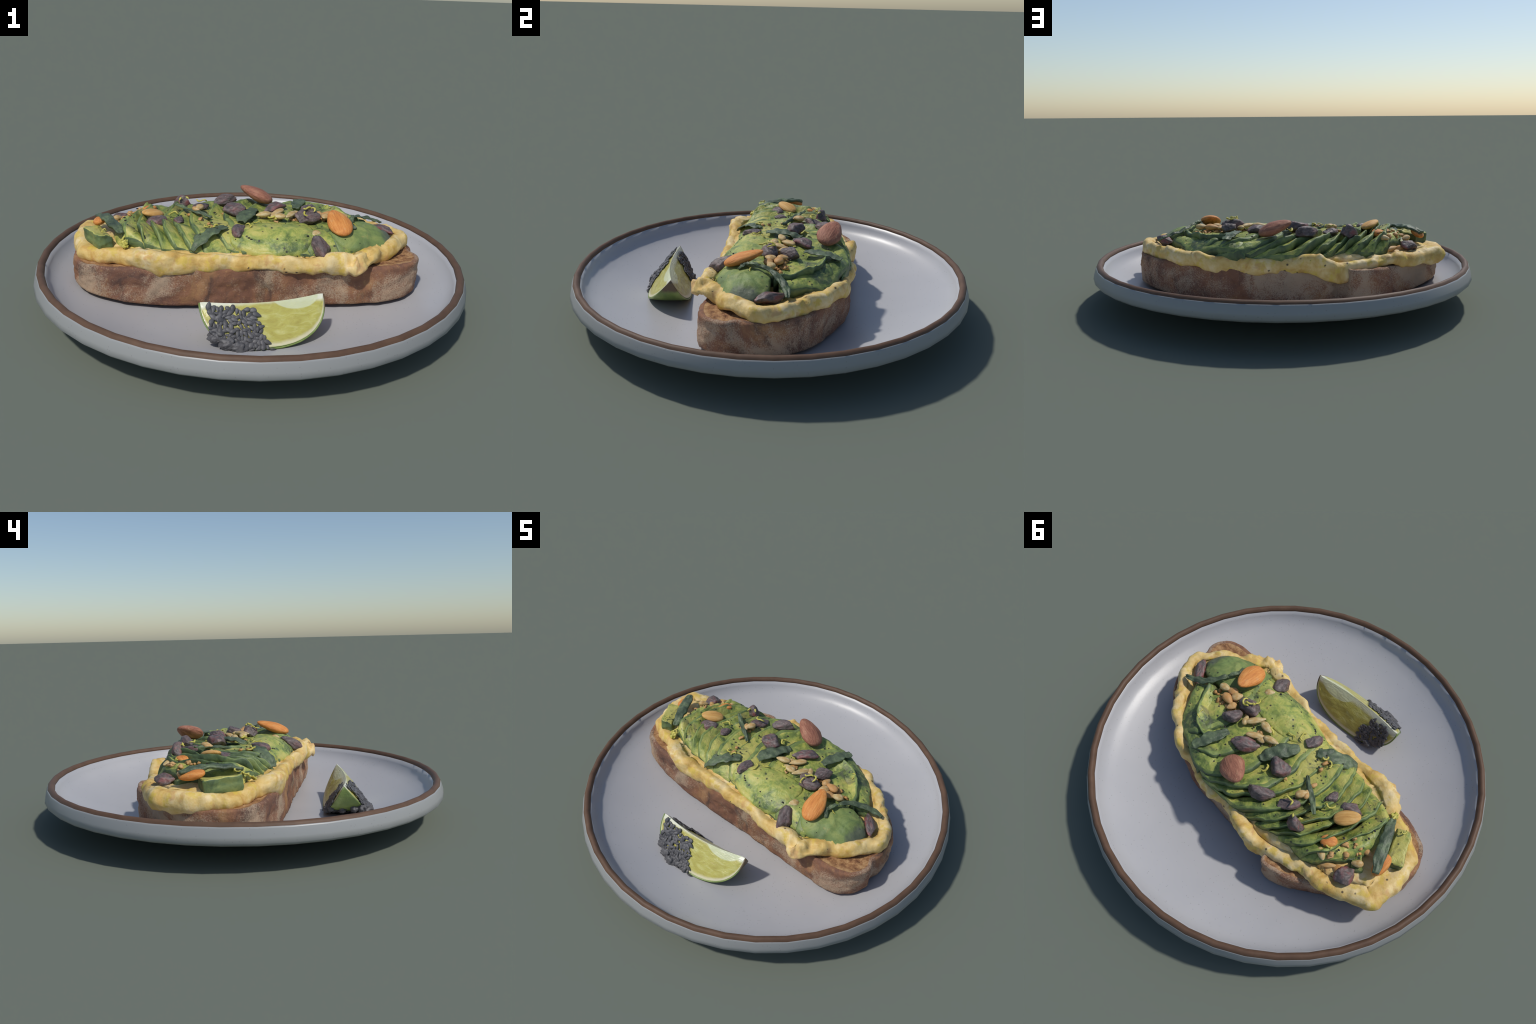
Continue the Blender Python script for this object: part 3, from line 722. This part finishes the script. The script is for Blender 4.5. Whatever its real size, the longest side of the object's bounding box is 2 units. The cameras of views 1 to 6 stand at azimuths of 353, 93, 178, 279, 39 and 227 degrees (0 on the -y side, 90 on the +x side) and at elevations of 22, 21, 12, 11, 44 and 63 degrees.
leaf([(-0.190, 0.050, 0.372), (-0.235, 0.085, 0.380), (-0.30, 0.125, 0.388), (-0.360, 0.172, 0.402)], 0.028, 0.25, 6.0)
leaf([(-0.600, -0.098, 0.345), (-0.635, -0.03, 0.362), (-0.68, 0.06, 0.366), (-0.728, 0.145, 0.352)], 0.056, 0.22, 7.0, thick=0.012)
leaf([(-0.520, 0.235, 0.310), (-0.560, 0.200, 0.318), (-0.61, 0.150, 0.325)], 0.034, 0.25, 8.0)

# zest shreds and cracked pepper lying on the avocado and hummus
rng = random.Random(5)
def scatter_surface(x, y):
    return heap(x, y) + 0.012 if signed_distance(x, y, HEAP) > 0.02 else 0.285
zv, zf = [], []
def tube(P, rad, n=6):
    base = len(zv)
    for i, p in enumerate(P):
        t = Vector(P[min(i + 1, len(P) - 1)]) - Vector(P[max(i - 1, 0)]); t.normalize()
        s = t.cross(Vector((0, 0, 1))).normalized(); u = s.cross(t)
        rr = rad * (0.5 if i in (0, len(P) - 1) else 1.0)
        for k in range(n):
            a = TAU * k / n; zv.append(Vector(p) + s * math.cos(a) * rr * 1.4 + u * math.sin(a) * rr)
    for i in range(len(P) - 1):
        for k in range(n):
            zf.append((base + i * n + k, base + i * n + (k + 1) % n, base + (i + 1) * n + (k + 1) % n, base + (i + 1) * n + k))
    zf.append(tuple(base + k for k in range(n))); zf.append(tuple(base + (len(P) - 1) * n + k for k in range(n)))
ZEST = [(0.262, 0.014, 0.424, 40), (0.285, 0.035, 0.418, -30), (0.24, -0.01, 0.41, 80), (-0.045, 0.172, 0.386, 100), (-0.37, 0.09, 0.385, 20), (-0.68, -0.08, 0.360, 50), (-0.235, 0.20, 0.404, 0),
        (-0.33, 0.245, 0.405, 30), (0.46, -0.06, 0.376, 10), (-0.18, -0.07, 0.375, 60), (-0.215, -0.075, 0.372, 140), (0.02, -0.04, 0.380, 20), (-0.015, -0.07, 0.378, 110), (0.30, 0.02, 0.392, 150),
        (-0.505, 0.215, 0.362, 15), (-0.59, -0.10, 0.33, 90), (0.41, 0.22, 0.375, 120), (0.1, 0.02, 0.385, 160)]
for x, y, z, a in ZEST:
    a = math.radians(a); L = rng.uniform(0.018, 0.034); z = max(z - 0.006, scatter_surface(x, y) - 0.004) if z < 0.4 else z
    b1, b2, ph = rng.uniform(-0.9, 0.9), rng.uniform(0.002, 0.006), rng.uniform(0, 6)
    P = [(x + math.cos(a + b1 * s) * s * L + b2 * math.sin(4 * s + ph), y + math.sin(a + b1 * s) * s * L + b2 * math.cos(5 * s + ph), z + 0.005 * (1 - s * s) + 0.004 * math.sin(5 * s + ph)) for s in np.linspace(-1, 1, 9)]
    tube(P, rng.uniform(0.0022, 0.0045))
ob = put(new_mesh("lemon_zest", zv, zf, [M["zest"]])); ob["kind"] = "stuff"

# chopped nut crumbs and seed mush around the almond and between the raisins
bm = bmesh.new()
for cx, cy, sx, sy, cnt in [(0.385, 0.055, 0.045, 0.035, 18), (0.30, 0.075, 0.04, 0.03, 14), (0.22, 0.05, 0.03, 0.03, 8), (0.12, 0.06, 0.05, 0.05, 8), (-0.25, 0.13, 0.03, 0.03, 6), (-0.60, 0.16, 0.05, 0.05, 14), (-0.56, 0.25, 0.04, 0.02, 8), (-0.1, 0.1, 0.3, 0.12, 6)]:
    for _ in range(cnt):
        x, y = rng.gauss(cx, sx * 0.6), rng.gauss(cy, sy * 0.6)
        z = scatter_surface(x, y) - 0.008; rr = rng.uniform(0.007, 0.014)
        g = bmesh.ops.create_icosphere(bm, subdivisions=2, radius=rr)
        mi = int(rng.random() < 0.15); sq = (rng.uniform(0.8, 1.6), rng.uniform(0.7, 1.1), rng.uniform(0.5, 0.8)); sd = rng.uniform(0, 50)
        rot = Matrix.Rotation(rng.uniform(0, 6.28), 3, 'Z')
        for v in g["verts"]:
            d = v.co * (1 + 0.8 * noise.noise(v.co / rr * 1.4 + Vector((sd, 0, 0))))
            v.co = rot @ Vector((d.x * sq[0], d.y * sq[1], d.z * sq[2])) + Vector((x, y, z))
            for f in v.link_faces: f.material_index = mi; f.smooth = True
me = bpy.data.meshes.new("nut_crumbs"); bm.to_mesh(me); bm.free()
for m_ in (M["seed"], M["nut"]): me.materials.append(m_)
ob = bpy.data.objects.new("nut_crumbs", me); bpy.context.collection.objects.link(ob); put(ob); ob["kind"] = "stuff"

# small flake of zest standing in the gap at the front left
fl = [(-0.585, -0.150, 0.290), (-0.600, -0.120, 0.318), (-0.572, -0.128, 0.322), (-0.552, -0.140, 0.300)]
leafz = leaf([(-0.598, -0.118, 0.322), (-0.588, -0.134, 0.312), (-0.575, -0.150, 0.296)], 0.034, 0.05, 12.0); leafz.name = "zest_flake"; leafz.data.materials[0] = M["zest"]

bm = bmesh.new()
for i in range(230):
    x, y = rng.uniform(-0.8, 0.72), rng.uniform(-0.22, 0.44)
    d = signed_distance(x, y, HEAP)
    if d < 0.03 and not (x < -0.3 and y > 0.25 and d < -0.03 and signed_distance(x, y, Cs) > 0.05): continue
    z = scatter_surface(x, y) if d > 0 else 0.272
    r = bmesh.ops.create_icosphere(bm, subdivisions=1, radius=rng.choice((0.0022, 0.0028, 0.0036, 0.0055)))
    for v in r["verts"]: v.co = Vector((v.co.x * 1.3, v.co.y, v.co.z * 0.6)) + Vector((x, y, z))
me = bpy.data.meshes.new("pepper_flakes"); bm.to_mesh(me); bm.free(); me.materials.append(M["pepper"])
ob = bpy.data.objects.new("pepper_flakes", me); bpy.context.collection.objects.link(ob); put(ob); ob["kind"] = "stuff"

# ------------------------------------------------------------------ lime wedge
LA, LB = Vector((-0.251, -0.518, 0.200)), Vector((0.246, -0.468, 0.208))
lime = empty("lime_wedge", "green lime wedge half coated in black sesame seeds", "lime wedge", (LA + LB) / 2)
ax = (LB - LA).normalized()
ly = Vector((0, 0, 1)).cross(ax).normalized(); lz = ax.cross(ly)
lime.rotation_euler = Matrix((ax, ly, lz)).transposed().to_euler()
A_FRONT, A_BACK = math.radians(-90 - 42), math.radians(-90 + 28)
def lime_r(x):
    return LIME_R * max(0.0, 1 - abs(x / LIME_A) ** LIME_POW) ** (1 / LIME_POW)
def swell(a):
    """the wedge rests on a flattened belly: its radius grows towards both cut edges"""
    d = math.degrees(a) + 90
    return 1 + 0.27 * (d / 42) ** 2 if d < 0 else 1 + 0.10 * (d / 28) ** 2
def ridge_dip(x):
    return Vector((0, -0.026, -0.008)) * max(0.0, 1 - (x / 0.24) ** 2)
xs = [-LIME_A * math.cos(math.pi * i / 48) for i in range(49)]
# curved rind
nv = 24; verts, faces = [], []
for x in xs:
    for k in range(nv + 1):
        a = A_FRONT + (A_BACK - A_FRONT) * k / nv
        r = lime_r(x) * swell(a) * (1 + 0.012 * fbm((x, math.cos(a), math.sin(a)), 5, 2, 3)) + 0.0025
        verts.append((x, r * math.cos(a), r * math.sin(a)))
nrow = nv + 1
for i in range(len(xs) - 1):
    for k in range(nv):
        faces.append((i * nrow + k, i * nrow + k + 1, (i + 1) * nrow + k + 1, (i + 1) * nrow + k))
rind = new_mesh("lime_rind", verts, faces, [M["rind"]], parent=lime)
sol = rind.modifiers.new("thickness", 'SOLIDIFY'); sol.thickness = 0.006; sol.offset = 1.0
# two cut faces
for a, nm in ((A_FRONT, "lime_cut_face"), (A_BACK, "lime_cut_face")):
    verts, faces = [], []; nr = 18
    sgn = -1 if a == A_FRONT else 1
    nrm = Vector((0, -math.sin(a), math.cos(a))) * (1 if a == A_BACK else -1)
    for x in xs:
        for k in range(nr + 1):
            f = k / nr; r = lime_r(x) * swell(a) * f
            bulge = 0.006 * math.sin(math.pi * f) * (lime_r(x) / LIME_R) + 0.0035 * fbm((x, f * 0.2, a), 16, 3, 2.0) * math.sin(math.pi * f)
            p = Vector((x, r * math.cos(a), r * math.sin(a))) + nrm * bulge
            p += ridge_dip(x) * (1 - f)
            verts.append(p)
    for i in range(len(xs) - 1):
        for k in range(nr):
            faces.append((i * (nr + 1) + k, i * (nr + 1) + k + 1, (i + 1) * (nr + 1) + k + 1, (i + 1) * (nr + 1) + k))
    new_mesh(nm, verts, faces, [M["pulp_front" if a == A_FRONT else "pulp_back"]], parent=lime)

# black sesame: one drop-shaped seed mesh, copied over the left part of the wedge
rng = random.Random(9)
ses = kernel("sesame_seed", 0.034, 0.021, 0.0095, M["sesame"], 1.0, taper=0.6, nu=12, nv=12)
count = 0
def drop_seed(pos, normal, sc):
    global count
    ob = ses if count == 0 else ses.copy()
    if count: bpy.context.collection.objects.link(ob)
    z = normal.normalized(); x = Vector((rng.gauss(0, 1), rng.gauss(0, 1), rng.gauss(0, 1))); x = (x - z * x.dot(z)).normalized()
    x = (x + z * rng.uniform(-0.2, 0.2)).normalized(); y = z.cross(x).normalized(); z = x.cross(y)
    ob.parent = lime; ob.matrix_basis = Matrix.Translation(pos) @ Matrix((x, y, z)).transposed().to_4x4() @ Matrix.Diagonal((sc, sc, sc, 1))
    count += 1
def face_point(a, x, f, out):
    r = lime_r(x) * swell(a) * f
    n = Vector((0, -math.sin(a), math.cos(a))) * (1 if a == A_BACK else -1)
    p = Vector((x, r * math.cos(a), r * math.sin(a))); p += ridge_dip(x) * (1 - f)
    return p + n * (0.006 * math.sin(math.pi * f) + out), n
pts = []
tries = 0
while len(pts) < 122 and tries < 6000:
    tries += 1
    x = rng.uniform(-0.228, 0.0); f = math.sqrt(rng.uniform(0.02, 1.0))
    if x > -0.050 - 0.05 * (1 - f) + 0.055 * rng.random() ** 2: continue
    p, n = face_point(A_FRONT, x, f, 0.002 + 0.007 * rng.random())
    if any((p - q).length < 0.0138 for q in pts): continue
    pts.append(p); drop_seed(p, n, rng.uniform(0.72, 1.15))
pts = []; tries = 0
while len(pts) < 70 and tries < 4000:
    tries += 1
    x = rng.uniform(-0.22, -0.08); f = math.sqrt(rng.uniform(0.02, 1.0))
    if f < 0.5 and x > -0.11: continue
    p, n = face_point(A_BACK, x, f, 0.004)
    if any((p - q).length < 0.014 for q in pts): continue
    pts.append(p); drop_seed(p, n, rng.uniform(0.8, 1.1))
pts = []; tries = 0
while len(pts) < 90 and tries < 4000:
    tries += 1
    x = rng.uniform(-0.19, 0.02); k = rng.random()
    a = A_FRONT + (A_BACK - A_FRONT) * k
    if 0.25 < k < 0.8 and x < -0.175: continue
    if x > -0.04 and k > 0.4: continue
    r = lime_r(x) * swell(a) + 0.010
    p = Vector((x, r * math.cos(a), r * math.sin(a)))
    if any((p - q).length < 0.013 for q in pts): continue
    pts.append(p); drop_seed(p, Vector((0, math.cos(a), math.sin(a))), rng.uniform(0.9, 1.2))
# clotted mass of seeds and juice where the wedge meets the plate
bm = bmesh.new()
for (x, k, s, rr) in [(-0.16, 0.02, 0.0, 0.026), (-0.12, 0.0, 0.0, 0.026), (-0.08, 0.05, 0.0, 0.024), (-0.20, 0.06, 0.0, 0.024), (-0.15, 0.98, 0, 0.020), (-0.19, 0.95, 0, 0.018), (-0.05, 0.10, 0.0, 0.018), (-0.20, 0.25, 0, 0.022), (-0.18, 0.6, 0, 0.02)]:
    a = A_FRONT + (A_BACK - A_FRONT) * k; r = lime_r(x) * swell(a) + 0.002
    c = Vector((x, r * math.cos(a), r * math.sin(a)))
    g = bmesh.ops.create_icosphere(bm, subdivisions=4, radius=rr)
    for v in g["verts"]:
        d = v.co.copy(); d.x *= 1.5
        v.co = c + d * (1 + 0.35 * noise.noise(d * 60 + Vector((x * 30, 0, 0))) + 0.2 * noise.noise(d * 150))
me = bpy.data.meshes.new("seed_clump"); bm.to_mesh(me); bm.free(); me.materials.append(M["sesame"])
me.polygons.foreach_set("use_smooth", np.ones(len(me.polygons), dtype=bool))
ob = bpy.data.objects.new("seed_clump", me); bpy.context.collection.objects.link(ob); ob.parent = lime; ob["kind"] = "stuff"
